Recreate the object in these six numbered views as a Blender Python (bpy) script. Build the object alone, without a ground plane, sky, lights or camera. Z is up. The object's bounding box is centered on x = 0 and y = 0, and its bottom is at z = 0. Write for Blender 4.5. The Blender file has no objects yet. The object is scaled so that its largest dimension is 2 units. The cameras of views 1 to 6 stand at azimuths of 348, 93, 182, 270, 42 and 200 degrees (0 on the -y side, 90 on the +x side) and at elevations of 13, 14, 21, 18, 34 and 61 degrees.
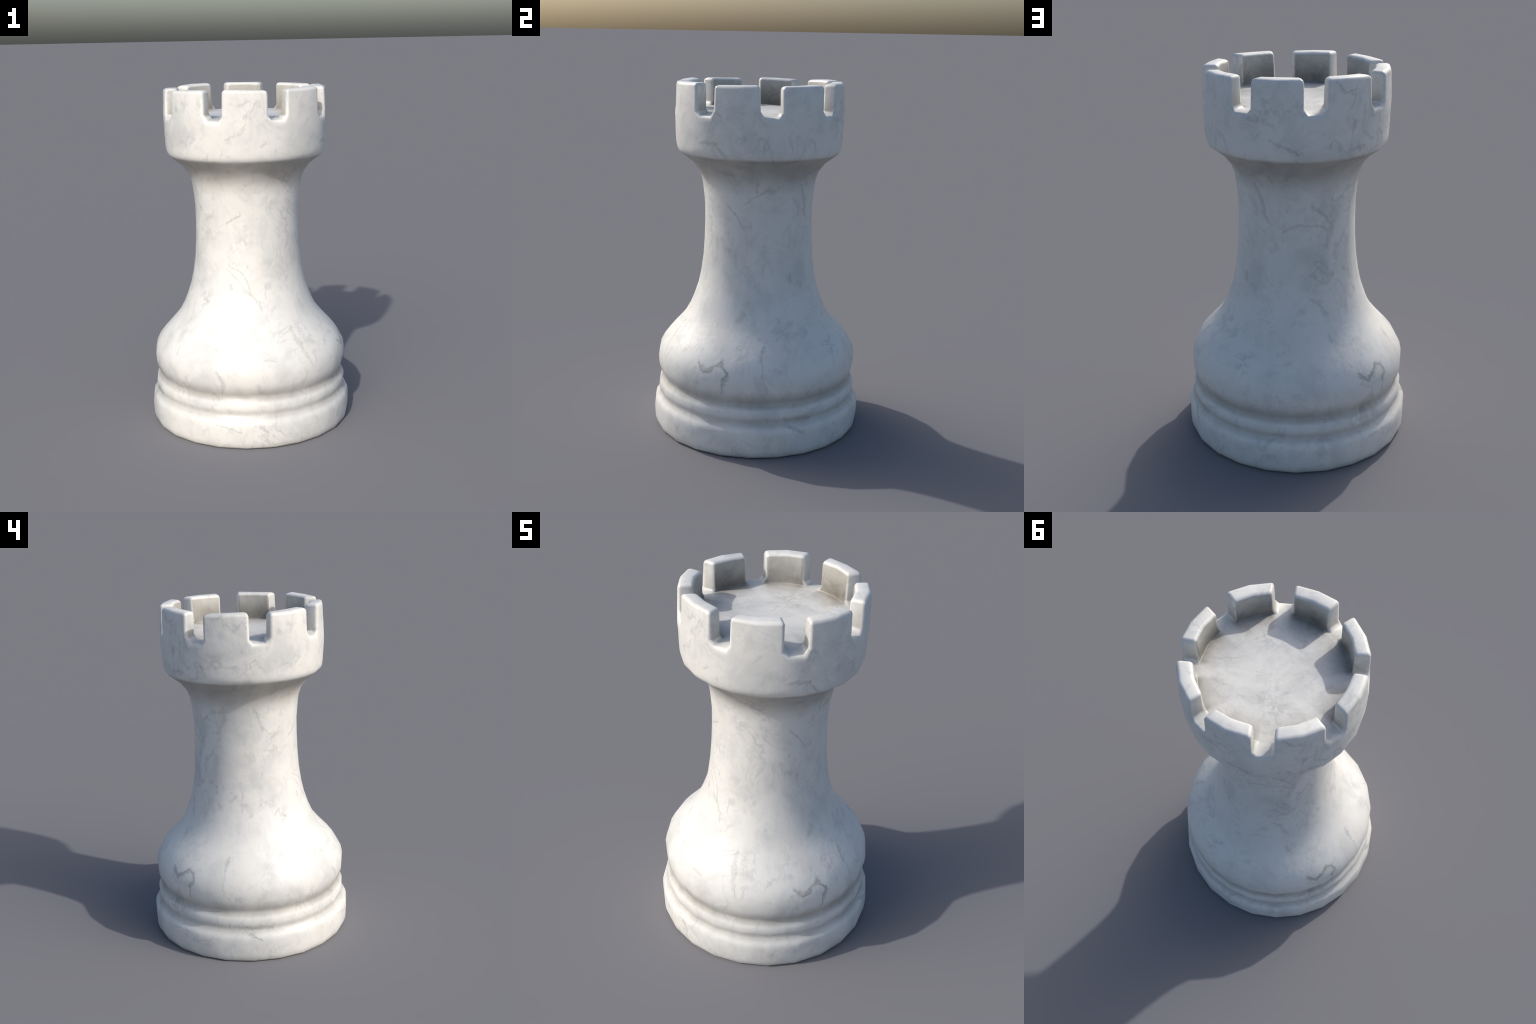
import bpy, bmesh, math, random
from math import sin, cos, radians, pi
from mathutils import Vector, noise

random.seed(7)

# ------------------------------------------------------------------ shape rules
SIDES = 24                      # the piece is a turned 24-sided lathe body
# turned profile: (height, radius), from the foot up to the notch level
PROFILE = [
    (0.000, 0.578), (0.003, 0.590), (0.014, 0.596), (0.040, 0.603), (0.075, 0.605), (0.115, 0.606),
    (0.140, 0.604), (0.158, 0.599), (0.174, 0.588), (0.188, 0.5765), (0.199, 0.5735), (0.211, 0.5745),
    (0.224, 0.5775), (0.248, 0.578), (0.270, 0.571), (0.287, 0.5595), (0.299, 0.5555), (0.312, 0.5580),
    (0.338, 0.5680), (0.374, 0.5765),
    (0.420, 0.579), (0.465, 0.570), (0.510, 0.547), (0.555, 0.5120), (0.610, 0.461), (0.660, 0.4190),
    (0.710, 0.3910), (0.760, 0.370), (0.830, 0.346), (0.900, 0.331), (1.000, 0.3178), (1.100, 0.3105),
    (1.200, 0.3072), (1.300, 0.3082), (1.400, 0.3175), (1.450, 0.3250), (1.500, 0.3420), (1.550, 0.380),
    (1.588, 0.428), (1.603, 0.448), (1.618, 0.4600), (1.634, 0.4650), (1.656, 0.4680), (1.700, 0.4705), (1.760, 0.4735),
    (1.795, 0.4750),
]
# region of the body each band of the profile belongs to (upper limit of height)
REGIONS = [("base", 0.199), ("ring", 0.299), ("bulb", 0.66), ("shaft", 1.45), ("collar", 1.606), ("parapet", 9.0)]
MERLON_CENTRES = [34.4, 79.6, 124.4, 169.4, 214.4, 258.7, 303.1, 348.6]
HALF_OUT, HALF_IN = 15.9, 15.0  # half widths of a merlon in degrees
NOTCH_Z, FLOOR_Z = 1.829, 1.834
FILLET, FILLET_OUT, FILLET_IN = 0.028, 2.5, 3.0
R_OUT, R_TOP, R_IN = 0.4755, 0.4715, 0.3885
TOPS = [1.990, 1.993, 1.993, 1.990, 1.987, 1.991, 1.994, 1.990]
AXIS_X = -0.003
BASE_COL = (0.765, 0.762, 0.730, 1)


def smooth(a, b, x):
    t = max(0.0, min(1.0, (x - a) / (b - a)))
    return t * t * (3 - 2 * t)


def base_angle(j):
    return 15.0 * j + 30.5


def crown_angle(j):
    k, m = divmod(j, 3)
    c = MERLON_CENTRES[k % 8]
    c = c + 360.0 * (k // 8)
    return (c, c + HALF_OUT, (MERLON_CENTRES[(k + 1) % 8] + (360 if k + 1 >= 8 else 0)) - HALF_OUT)[m]


def polar(r, deg, z):
    return Vector((AXIS_X + r * cos(radians(deg)), r * sin(radians(deg)), z))


def bevelled(bm, width):
    me = bpy.data.meshes.new("work")
    bm.to_mesh(me)
    bm.free()
    ob = bpy.data.objects.new("work", me)
    bpy.context.scene.collection.objects.link(ob)
    mod = ob.modifiers.new("worn", 'BEVEL')
    mod.limit_method, mod.offset_type = 'WEIGHT', 'OFFSET'
    mod.width, mod.segments, mod.profile = width, 2, 0.5
    mod.use_clamp_overlap = False
    out = bmesh.new()
    out.from_object(ob, bpy.context.evaluated_depsgraph_get())
    bpy.data.objects.remove(ob)
    bpy.data.meshes.remove(me)
    return out


def build_body():
    bm = bmesh.new()
    reg = bm.faces.layers.int.new("region")
    wl = bm.edges.layers.float.new("bevel_weight_edge")
    names = [n for n, _ in REGIONS] + ["parapet_floor"]
    FLOOR, MERLON0 = 6, 10

    def face(vs, r):
        f = bm.faces.new(vs)
        f[reg] = r
        f.smooth = True
        return f

    rings = []
    for z, r in PROFILE:
        t = smooth(1.30, 1.60, z)
        ring = []
        for j in range(SIDES):
            a = base_angle(j) * (1 - t) + crown_angle(j) * t
            ring.append(bm.verts.new(polar(r, a, z)))
        rings.append(ring)
    for i in range(len(rings) - 1):
        zm = 0.5 * (rings[i][0].co.z + rings[i + 1][0].co.z)
        r = next(k for k, (_, top) in enumerate(REGIONS) if zm < top)
        for j in range(SIDES):
            n = (j + 1) % SIDES
            face((rings[i][j], rings[i][n], rings[i + 1][n], rings[i + 1][j]), r)
    foot = bm.verts.new((AXIS_X, 0, 0))
    for j in range(SIDES):
        face((rings[0][(j + 1) % SIDES], rings[0][j], foot), 0)

    # crown: merlon blocks standing on the wall, with a small fillet where each one
    # meets the floor of the notch beside it
    wall_top = rings[-1]
    soft = []

    def edge(a, b, amount=1.0):
        soft.append((a, b, amount))

    def put(r, deg, z):
        return bm.verts.new(polar(r, deg, z))

    rim, rim_angles, notch = [], [], []
    for k in range(8):
        j = 3 * k
        js = [(j - 1) % SIDES, j, (j + 1) % SIDES]
        c, top, R = MERLON_CENTRES[k], TOPS[k], MERLON0 + k
        zf = NOTCH_Z + FILLET * (1.0 + 0.25 * math.sin(3.7 * k))
        to, ti, mo, mi, ib, ic = [], [], [], [], [], []
        for s in (-1, 0, 1):
            ao, ai = c + s * HALF_OUT, c + s * HALF_IN
            z = top + 0.003 * s * math.sin(2.1 * k + 0.7)
            to.append(put(R_TOP, ao - s * 0.15, z))
            ti.append(put(R_IN + 0.002, ai - s * 0.15, z))
            mo.append(put(R_OUT, ao, zf))
            mi.append(put(R_IN, ai, zf))
            ib.append(put(R_IN - 0.002, ai, FLOOR_Z))
            ic.append(put(R_IN, ai, FLOOR_Z + 0.007))
        fo = [put(R_OUT, c + s * (HALF_OUT + FILLET_OUT), NOTCH_Z) for s in (-1, 1)]
        fi = [put(R_IN, c + s * (HALF_IN + FILLET_IN), FLOOR_Z) for s in (-1, 1)]
        w = [wall_top[q] for q in js]
        for s in (0, 1):
            face((w[s], w[s + 1], mo[s + 1], mo[s]), 5)
            face((mo[s], mo[s + 1], to[s + 1], to[s]), R)
            face((ib[s + 1], ib[s], ic[s], ic[s + 1]), R)
            face((ic[s + 1], ic[s], mi[s], mi[s + 1]), R)
            face((mi[s + 1], mi[s], ti[s], ti[s + 1]), R)
            face((to[s], to[s + 1], ti[s + 1], ti[s]), R)
            edge(to[s], to[s + 1])
            edge(ti[s], ti[s + 1])
        for q, e in ((0, 0), (2, 1)):
            face((mi[q], mo[q], to[q], ti[q]), R)
            face((mo[q], fo[e], fi[e], mi[q]), FLOOR)
            face((w[q], fo[e], mo[q]), 5)
            face((ib[q], fi[e], mi[q], ic[q]), R)
            edge(to[q], ti[q])
            edge(mo[q], to[q])
            edge(mi[q], ti[q])
            edge(mo[q], fo[e])
            edge(mi[q], fi[e], 0.45)
        notch.append((w, fo, fi))
        rim += [fi[0], ib[0], ib[1], ib[2], fi[1]]
        rim_angles += [c - HALF_IN - FILLET_IN, c - HALF_IN, c, c + HALF_IN, c + HALF_IN + FILLET_IN]
    for k in range(8):
        (w, fo, fi), (w2, fo2, fi2) = notch[k], notch[(k + 1) % 8]
        face((w[2], w2[0], fo2[0], fo[1]), 5)
        face((fo[1], fo2[0], fi2[0], fi[1]), FLOOR)
        edge(fo[1], fo2[0])
    # the floor itself, with the faint ripple of the saw
    prev, n = rim, len(rim)
    for r in (0.377, 0.33, 0.26, 0.19, 0.12, 0.05):
        nxt = [put(r, a, FLOOR_Z) for a in rim_angles]
        for i in range(n):
            face((prev[i], prev[(i + 1) % n], nxt[(i + 1) % n], nxt[i]), FLOOR)
        prev = nxt
    mid = bm.verts.new((AXIS_X, 0, FLOOR_Z))
    for i in range(n):
        face((prev[i], prev[(i + 1) % n], mid), FLOOR)
    for a, b, amount in soft:
        bm.edges.get((a, b))[wl] = amount
    bmesh.ops.recalc_face_normals(bm, faces=bm.faces)
    # worn edges
    bm = bevelled(bm, 0.019)
    reg = bm.faces.layers.int["region"]
    for f in bm.faces:
        f.smooth = True

    # hand-cut unevenness: a few millimetres of wander, growing towards the crown
    for v in bm.verts:
        p = v.co.copy()
        amp = 0.0022 + 0.0016 * smooth(1.55, 1.85, p.z)
        d = noise.noise_vector(p * 4.3 + Vector((3.1, 7.7, 1.3))) * amp
        if p.z > 1.75:
            d += noise.noise_vector(p * 13.0 + Vector((9.1, 2.2, 5.0))) * 0.0032
        if p.z < 0.03:
            d.z = 0
        v.co += d
    lo = min(v.co.z for v in bm.verts)
    hi = max(v.co.z for v in bm.verts)
    for v in bm.verts:
        v.co.z = (v.co.z - lo) * 2.0 / (hi - lo)

    # shared vertex normals, weighted by face area so that broad faces stay flat
    bm.normal_update()
    normals = {}
    for v in bm.verts:
        n = Vector((0, 0, 0))
        for l in v.link_loops:
            n += l.face.normal * (l.calc_angle() * (l.face.calc_area() ** 0.6))
        normals[v] = n.normalized()
    return bm, reg, names, normals, MERLON0


def split(bm, reg, names, normals, MERLON0, parent, mat_body, mat_crown):
    groups = {}
    for f in bm.faces:
        groups.setdefault(f[reg], []).append(f)
    for r in sorted(groups):
        name = names[r] if r < MERLON0 else "merlon"
        idx, verts, faces = {}, [], []
        for f in groups[r]:
            ids = []
            for v in f.verts:
                if v not in idx:
                    idx[v] = len(verts)
                    verts.append(v)
                ids.append(idx[v])
            faces.append(ids)
        me = bpy.data.meshes.new(name)
        me.from_pydata([v.co[:] for v in verts], [], faces)
        me.polygons.foreach_set("use_smooth", [True] * len(faces))
        me.materials.append(mat_crown if r >= 5 else mat_body)
        me.update()
        me.normals_split_custom_set_from_vertices([normals[v][:] for v in verts])
        ob = bpy.data.objects.new(name, me)
        bpy.context.scene.collection.objects.link(ob)
        ob.parent = parent


# ------------------------------------------------------------------ marble
class Graph:
    def __init__(self, mat):
        self.t = mat.node_tree
        self.t.nodes.clear()

    def new(self, kind, **kw):
        n = self.t.nodes.new(kind)
        for k, v in kw.items():
            setattr(n, k, v)
        return n

    def put(self, sock, val):
        if isinstance(val, bpy.types.NodeSocket):
            self.t.links.new(val, sock)
        else:
            sock.default_value = val

    def math(self, op, a, b=None, c=None, clamp=False):
        n = self.new("ShaderNodeMath", operation=op, use_clamp=clamp)
        for i, x in enumerate((a, b, c)):
            if x is not None:
                self.put(n.inputs[i], x)
        return n.outputs[0]

    def vmath(self, op, a, b=None, scale=None):
        n = self.new("ShaderNodeVectorMath", operation=op)
        self.put(n.inputs[0], a)
        if b is not None:
            self.put(n.inputs[1], b)
        if scale is not None:
            self.put(n.inputs["Scale"], scale)
        return n.outputs["Value"] if op in ("DOT_PRODUCT", "LENGTH", "DISTANCE") else n.outputs[0]

    def noise(self, vec, scale, detail=4, rough=0.55, dist=0.0, color=False):
        n = self.new("ShaderNodeTexNoise")
        self.put(n.inputs["Vector"], vec)
        n.inputs["Scale"].default_value = scale
        n.inputs["Detail"].default_value = detail
        n.inputs["Roughness"].default_value = rough
        n.inputs["Distortion"].default_value = dist
        if not color:
            return n.outputs["Fac"]
        sep, comb = self.new("ShaderNodeSeparateColor"), self.new("ShaderNodeCombineXYZ")
        self.put(sep.inputs[0], n.outputs["Color"])
        for i in range(3):
            self.put(comb.inputs[i], sep.outputs[i])
        return comb.outputs[0]

    def step(self, x, a, b, lo=0.0, hi=1.0):
        n = self.new("ShaderNodeMapRange", interpolation_type='SMOOTHSTEP', clamp=False)
        self.put(n.inputs["Value"], x)
        for k, v in zip(("From Min", "From Max", "To Min", "To Max"), (a, b, lo, hi)):
            self.put(n.inputs[k], v)
        return n.outputs[0]

    def mix(self, f, a, b, blend='MIX'):
        n = self.new("ShaderNodeMix", data_type='RGBA', blend_type=blend)
        self.put(n.inputs["Factor"], f)
        self.put(n.inputs["A"], a)
        self.put(n.inputs["B"], b)
        return n.outputs["Result"]


# individual veins and stains: (where, repeat, half width, strength, [(azimuth, height), ...]);
# a repeat of N shows the same figure a second time N degrees further round
VEINS = [
    ('body', 157, 0.006, 0.90, [(328.6, 0.503), (331.5, 0.479), (334.5, 0.462)]),
    ('body', 157, 0.0095, 1.00, [(334.5, 0.462), (337.0, 0.475), (340.0, 0.500), (343.0, 0.515), (345.3, 0.502)]),
    ('body', 157, 0.009, 1.00, [(345.3, 0.502), (347.7, 0.462), (345.1, 0.430)]),
    ('body', 157, 0.006, 0.80, [(345.1, 0.430), (345.1, 0.363)]),
    ('body', 157, 0.007, 0.60, [(9.6, 0.602), (6.9, 0.561), (7.4, 0.537)]),
    ('body', 157, 0.004, 0.35, [(7.4, 0.537), (7.6, 0.498), (7.3, 0.444), (10.3, 0.382)]),
    ('body', 157, 0.012, 0.60, [(20.7, 0.206), (28.5, 0.200), (35.4, 0.203)]),
    ('body', 157, 0.008, 0.70, [(21.7, 0.177), (25.0, 0.161), (29.0, 0.139)]),
    ('body', 157, 0.004, 0.60, [(10.0, 0.228), (10.4, 0.194)]),
    ('body', 0, 0.004, 0.60, [(238.5, 1.004), (252.0, 0.963), (258.3, 0.905), (259.9, 0.833), (252.0, 0.862)]),
    ('body', 0, 0.007, 0.60, [(241.6, 0.892), (242.4, 0.871)]),
    ('body', 0, 0.005, 0.50, [(211.1, 0.823), (213.0, 0.789), (219.9, 0.782)]),
    ('body', 0, 0.005, 0.50, [(274.8, 0.885), (275.0, 0.814)]),
    ('body', 0, 0.008, 0.45, [(268.6, 0.796), (270.2, 0.747)]),
    ('body', 0, 0.005, 0.50, [(209.2, 0.495), (208.4, 0.534)]),
    ('body', 0, 0.009, 0.35, [(246.9, 0.559), (255.1, 0.566), (257.1, 0.600)]),
    ('body', 0, 0.005, 0.50, [(267.2, 0.503), (269.6, 0.511), (274.0, 0.498)]),
    ('body', 0, 0.007, 0.60, [(239.1, 0.448), (243.2, 0.393), (242.1, 0.317)]),
    ('body', 0, 0.008, 0.45, [(262.9, 0.380), (264.8, 0.320)]),
    ('body', 0, 0.007, 0.40, [(291.5, 0.643), (292.0, 0.580), (294.5, 0.487)]),
    ('body', 0, 0.004, 0.50, [(240.0, 0.146), (245.8, 0.130), (253.3, 0.103)]),
    ('body', 0, 0.008, 0.70, [(263.6, 0.138), (267.4, 0.106)]),
    ('body', 0, 0.010, 0.50, [(231.6, 0.088), (233.7, 0.107)]),
    ('body', 0, 0.007, 0.60, [(236.5, 1.243), (251.2, 1.292)]),
    ('body', 0, 0.007, 0.50, [(50.9, 1.454), (58.2, 1.375), (59.0, 1.306), (65.8, 1.243)]),
    ('body', 0, 0.005, 0.50, [(77.1, 1.215), (89.4, 1.244), (111.0, 1.246), (127.0, 1.198), (119.5, 1.136)]),
    ('body', 138, 0.007, 0.50, [(330.9, 1.338), (342.0, 1.280), (349.1, 1.220)]),
    ('body', 138, 0.007, 0.50, [(51.8, 1.445), (60.9, 1.309)]),
    ('body', 138, 0.005, 0.45, [(350.8, 1.357), (5.3, 1.414), (18.0, 1.423)]),
    ('body', 138, 0.008, 0.50, [(37.3, 0.949), (37.7, 0.918)]),
    ('body', 0, 0.005, 0.50, [(238.1, 0.973), (253.4, 0.884), (267.1, 0.791)]),
    ('body', 0, 0.008, 0.40, [(291.8, 0.648), (296.7, 0.458)]),
    ('crown', 0, 0.005, 0.60, [(323.3, 1.694), (335.2, 1.693), (341.7, 1.619)]),
    ('crown', 0, 0.012, 0.70, [(84.5, 1.683), (91.9, 1.652)]),
    ('crown', 0, 0.005, 0.50, [(75.1, 1.718), (84.5, 1.683)]),
    ('crown', 0, 0.005, 0.50, [(126.2, 1.794), (123.7, 1.663), (135.1, 1.664)]),
    ('crown', 0, 0.007, 0.60, [(114.0, 1.984), (119.2, 1.929), (126.9, 1.945)]),
    ('crown', 0, 0.009, 0.35, [(68.5, 1.807), (70.6, 1.846)]),
    ('crown', 0, 0.008, 0.45, [(254.5, 1.914), (261.9, 1.938)]),
    ('crown', 0, 0.005, 0.40, [(245.3, 1.733), (256.2, 1.767), (258.4, 1.810)]),
    ('crown', 0, 0.007, 0.40, [(268.9, 1.694), (272.2, 1.710)]),
    ('crown', 0, 0.005, 0.50, [(116.2, 1.955), (127.5, 1.912), (122.5, 1.853)]),
    ('crown', 0, 0.005, 0.45, [(133.6, 1.864), (132.7, 1.737), (141.4, 1.690)]),
    ('crown', 0, 0.008, 0.35, [(321.8, 1.686), (328.3, 1.700)]),
    ('body', 0, 0.009, 0.45, [(161.9, 0.887), (167.4, 0.920)]),
    ('body', 0, 0.008, 0.40, [(175.1, 0.871), (180.3, 0.876)]),
    ('body', 0, 0.007, 0.50, [(206.4, 0.799), (211.3, 0.831)]),
    ('body', 0, 0.008, 0.50, [(212.7, 0.797), (215.9, 0.781)]),
    ('body', 0, 0.010, 0.50, [(127.5, 1.255), (121.3, 1.178), (119.8, 1.130)]),
    ('body', 0, 0.009, 0.35, [(158.0, 1.452), (158.1, 1.371)]),
    ('body', 0, 0.013, 0.30, [(186.7, 1.161), (188.5, 1.132)]),
]


def stroke(g, theta, hz, wob, rag, turn, width, amount, pts):
    """Soft ragged line through a few points on the unrolled surface; returns a 0..amount mask."""
    c = pts[len(pts) // 2][0]
    zc = sum(p[1] for p in pts) / len(pts)
    rc = next((r0 + (r1 - r0) * (zc - z0) / (z1 - z0) for (z0, r0), (z1, r1) in zip(PROFILE, PROFILE[1:])
               if z0 <= zc <= z1), 0.474)
    d = g.math('WRAP', g.math('SUBTRACT', theta, c), 180.0, -180.0)
    if turn:
        d2 = g.math('WRAP', g.math('SUBTRACT', theta, c + turn), 180.0, -180.0)
        near = g.math('LESS_THAN', g.math('ABSOLUTE', d), g.math('ABSOLUTE', d2))
        d = g.math('ADD', d2, g.math('MULTIPLY', near, g.math('SUBTRACT', d, d2)))
    comb = g.new("ShaderNodeCombineXYZ")
    g.put(comb.inputs[0], g.math('MULTIPLY', d, radians(1) * rc))
    g.put(comb.inputs[1], g.math('SUBTRACT', hz, zc))
    P = g.vmath('ADD', comb.outputs[0], wob)
    q = []
    for a, z in pts:
        da = (a - c + 180) % 360 - 180
        q.append(Vector((radians(da) * rc, z - zc, 0)))
    best = None
    for a, b in zip(q, q[1:]):
        ba = b - a
        pa = g.vmath('SUBTRACT', P, a)
        h = g.math('MULTIPLY', g.vmath('DOT_PRODUCT', pa, ba), 1.0 / max(ba.length_squared, 1e-6))
        h = g.math('MINIMUM', g.math('MAXIMUM', h, 0.0), 1.0)
        dist = g.vmath('DISTANCE', pa, g.vmath('SCALE', ba, scale=h))
        best = dist if best is None else g.math('MINIMUM', best, dist)
    return g.step(g.math('MULTIPLY', best, rag), width * 0.15, width * 2.3, amount, 0.0)


def marble(name, veins):
    mat = bpy.data.materials.new(name)
    mat.use_nodes = True
    g = Graph(mat)
    P = g.new("ShaderNodeTexCoord").outputs["Object"]
    xyz = g.new("ShaderNodeSeparateXYZ")
    g.put(xyz.inputs[0], g.vmath('SUBTRACT', P, (AXIS_X, 0, 0)))
    X, Y, Z = xyz.outputs
    rad = g.math('SQRT', g.math('ADD', g.math('MULTIPLY', X, X), g.math('MULTIPLY', Y, Y)))
    theta = g.math('MULTIPLY', g.math('ARCTAN2', Y, X), 180 / pi)
    # swirl the space a little so that clouds and veins wander
    w = g.vmath('SUBTRACT', g.noise(P, 2.6, 3, 0.5, color=True), (0.5, 0.5, 0.5))
    Q = g.vmath('ADD', P, g.vmath('SCALE', w, scale=0.30))
    Q = g.vmath('MULTIPLY', Q, (1, 1, 0.8))

    col = BASE_COL
    # broad grey clouds, mottling, warm and greenish tints
    cloud = g.step(g.noise(Q, 4.0, 5, 0.60), 0.46, 0.70)
    col = g.mix(g.math('MULTIPLY', cloud, 0.60), col, (0.56, 0.575, 0.565, 1))
    mott = g.step(g.noise(g.vmath('ADD', Q, (2.0, 6.0, 3.0)), 11.0, 4, 0.62), 0.48, 0.72)
    col = g.mix(g.math('MULTIPLY', mott, 0.36), col, (0.55, 0.555, 0.535, 1))
    warm = g.step(g.noise(g.vmath('ADD', Q, (4.0, 1.0, 2.0)), 4.5, 4, 0.6), 0.50, 0.70)
    col = g.mix(g.math('MULTIPLY', warm, 0.30), col, (0.71, 0.675, 0.62, 1))
    # thin broken veins: the level line of a noise, kept only in places
    for off, sc, wid, amt in (((0, 0, 0), 2.2, 0.020, 0.36), ((5.3, 2.1, 8.8), 3.6, 0.030, 0.36), ((1.7, 9.4, 4.4), 5.0, 0.034, 0.20)):
        S = g.vmath('ADD', Q, off)
        line = g.math('ABSOLUTE', g.math('SUBTRACT', g.noise(S, sc, 6, 0.60), 0.5))
        line = g.step(line, 0.0, wid, 1.0, 0.0)
        keep = g.step(g.noise(g.vmath('ADD', P, off), 5.0, 3, 0.6), 0.46, 0.68)
        col = g.mix(g.math('MULTIPLY', g.math('MULTIPLY', line, keep), amt), col, (0.36, 0.37, 0.36, 1))
    # small smudges
    sm = g.step(g.noise(Q, 15.0, 3, 0.55), 0.62, 0.76)
    col = g.mix(g.math('MULTIPLY', sm, 0.38), col, (0.42, 0.425, 0.41, 1))
    # the particular veins
    wob = g.vmath('SUBTRACT', g.noise(P, 26.0, 5, 0.72, color=True), (0.5, 0.5, 0.5))
    wob = g.vmath('MULTIPLY', wob, (0.050, 0.050, 0.0))
    rag = g.step(g.noise(P, 17.0, 3, 0.6), 0.34, 0.66, 0.55, 2.2)
    total = None
    for where, turn, width, amount, pts in veins:
        m = stroke(g, theta, Z, wob, rag, turn, width, amount, pts)
        if where == "crown":
            m = g.math('MULTIPLY', m, g.step(rad, 0.40, 0.44))
        total = m if total is None else g.math('MAXIMUM', total, m)
    patchy = g.step(g.noise(P, 34.0, 3, 0.6), 0.32, 0.62, 0.55, 1.0)
    col = g.mix(g.math('MULTIPLY', g.math('MULTIPLY', total, patchy), 0.62), col, (0.19, 0.195, 0.18, 1))

    # ambient occlusion darkened into the colour of hollows: under the collar, in the turned
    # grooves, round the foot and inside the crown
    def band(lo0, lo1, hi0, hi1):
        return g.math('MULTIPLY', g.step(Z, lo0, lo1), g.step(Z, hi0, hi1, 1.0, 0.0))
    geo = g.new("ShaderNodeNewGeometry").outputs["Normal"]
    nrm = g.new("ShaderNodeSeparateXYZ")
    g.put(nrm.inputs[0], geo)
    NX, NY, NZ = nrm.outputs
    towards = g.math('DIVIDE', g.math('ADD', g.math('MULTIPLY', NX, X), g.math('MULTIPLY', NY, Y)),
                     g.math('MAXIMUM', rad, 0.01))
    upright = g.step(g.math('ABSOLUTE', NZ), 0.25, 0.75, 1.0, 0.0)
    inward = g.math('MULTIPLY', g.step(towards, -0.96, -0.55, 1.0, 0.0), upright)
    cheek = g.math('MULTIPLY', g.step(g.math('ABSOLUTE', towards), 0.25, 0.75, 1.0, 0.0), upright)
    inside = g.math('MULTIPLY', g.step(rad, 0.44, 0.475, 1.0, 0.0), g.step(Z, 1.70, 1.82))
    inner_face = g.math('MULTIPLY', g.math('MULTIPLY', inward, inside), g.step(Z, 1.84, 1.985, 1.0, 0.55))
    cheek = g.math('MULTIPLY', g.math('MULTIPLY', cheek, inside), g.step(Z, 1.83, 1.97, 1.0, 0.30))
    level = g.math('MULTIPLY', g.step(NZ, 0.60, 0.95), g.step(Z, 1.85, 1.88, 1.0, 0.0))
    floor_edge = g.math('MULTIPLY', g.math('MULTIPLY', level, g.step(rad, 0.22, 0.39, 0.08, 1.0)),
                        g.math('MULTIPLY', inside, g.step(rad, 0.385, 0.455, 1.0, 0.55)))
    # painted floor shade is deepest beside the merlons, weaker at the notches
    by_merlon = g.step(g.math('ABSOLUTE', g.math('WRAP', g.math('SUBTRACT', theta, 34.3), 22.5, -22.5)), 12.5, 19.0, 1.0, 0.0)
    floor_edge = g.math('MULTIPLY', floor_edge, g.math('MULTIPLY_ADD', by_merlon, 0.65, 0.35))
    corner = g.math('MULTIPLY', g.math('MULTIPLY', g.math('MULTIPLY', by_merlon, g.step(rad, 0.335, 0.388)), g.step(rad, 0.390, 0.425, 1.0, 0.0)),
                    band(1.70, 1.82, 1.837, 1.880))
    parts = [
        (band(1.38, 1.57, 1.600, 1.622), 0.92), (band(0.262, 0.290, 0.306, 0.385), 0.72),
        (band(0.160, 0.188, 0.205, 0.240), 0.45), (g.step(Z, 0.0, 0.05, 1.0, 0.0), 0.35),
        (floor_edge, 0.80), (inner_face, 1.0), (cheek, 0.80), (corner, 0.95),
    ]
    baked_occlusion = None
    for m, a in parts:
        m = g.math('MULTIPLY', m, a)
        baked_occlusion = m if baked_occlusion is None else g.math('MAXIMUM', baked_occlusion, m)
    baked_occlusion = g.math('MULTIPLY', baked_occlusion, g.step(g.noise(Q, 6.0, 4, 0.6), 0.30, 0.66, 0.72, 1.0))
    col = g.mix(baked_occlusion, col, g.mix(1.0, col, (0.46, 0.435, 0.405, 1), 'MULTIPLY'))
    inner_occlusion = g.math('MULTIPLY', g.math('MAXIMUM', inner_face, g.math('MULTIPLY', corner, 0.9)),  # extra multiply makes the inner merlon faces and their foot darker still
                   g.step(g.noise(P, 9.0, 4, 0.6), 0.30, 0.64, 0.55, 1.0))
    col = g.mix(inner_occlusion, col, g.mix(1.0, col, (0.56, 0.555, 0.53, 1), 'MULTIPLY'))
    blotch = g.math('MULTIPLY', level, g.step(g.noise(Q, 7.0, 5, 0.62), 0.46, 0.68))
    col = g.mix(g.math('MULTIPLY', g.math('MULTIPLY', blotch, inside), 0.34), col, (0.42, 0.425, 0.41, 1))

    bump = g.new("ShaderNodeBump")
    bump.inputs["Strength"].default_value = 0.16
    bump.inputs["Distance"].default_value = 0.01
    g.put(bump.inputs["Height"], g.noise(P, 22, 5, 0.6))

    b = g.new("ShaderNodeBsdfPrincipled")
    g.put(b.inputs["Base Color"], col)
    g.put(b.inputs["Roughness"], g.step(g.noise(P, 5.0, 3, 0.5), 0.3, 0.7, 0.36, 0.46))
    g.put(b.inputs["Normal"], bump.outputs[0])
    o = g.new("ShaderNodeOutputMaterial")
    g.put(o.inputs["Surface"], b.outputs[0])
    return mat


rook = bpy.data.objects.new("chess_rook", None)
bpy.context.scene.collection.objects.link(rook)
rook["label"] = "white grey-veined marble castle-tower chess piece with eight merlons"
rook["category"] = "chess piece"
split(*build_body(), rook,
      marble("body_marble", [v for v in VEINS if v[0] == "body"]),
      marble("crown_marble", [v for v in VEINS if v[0] == "crown"]))
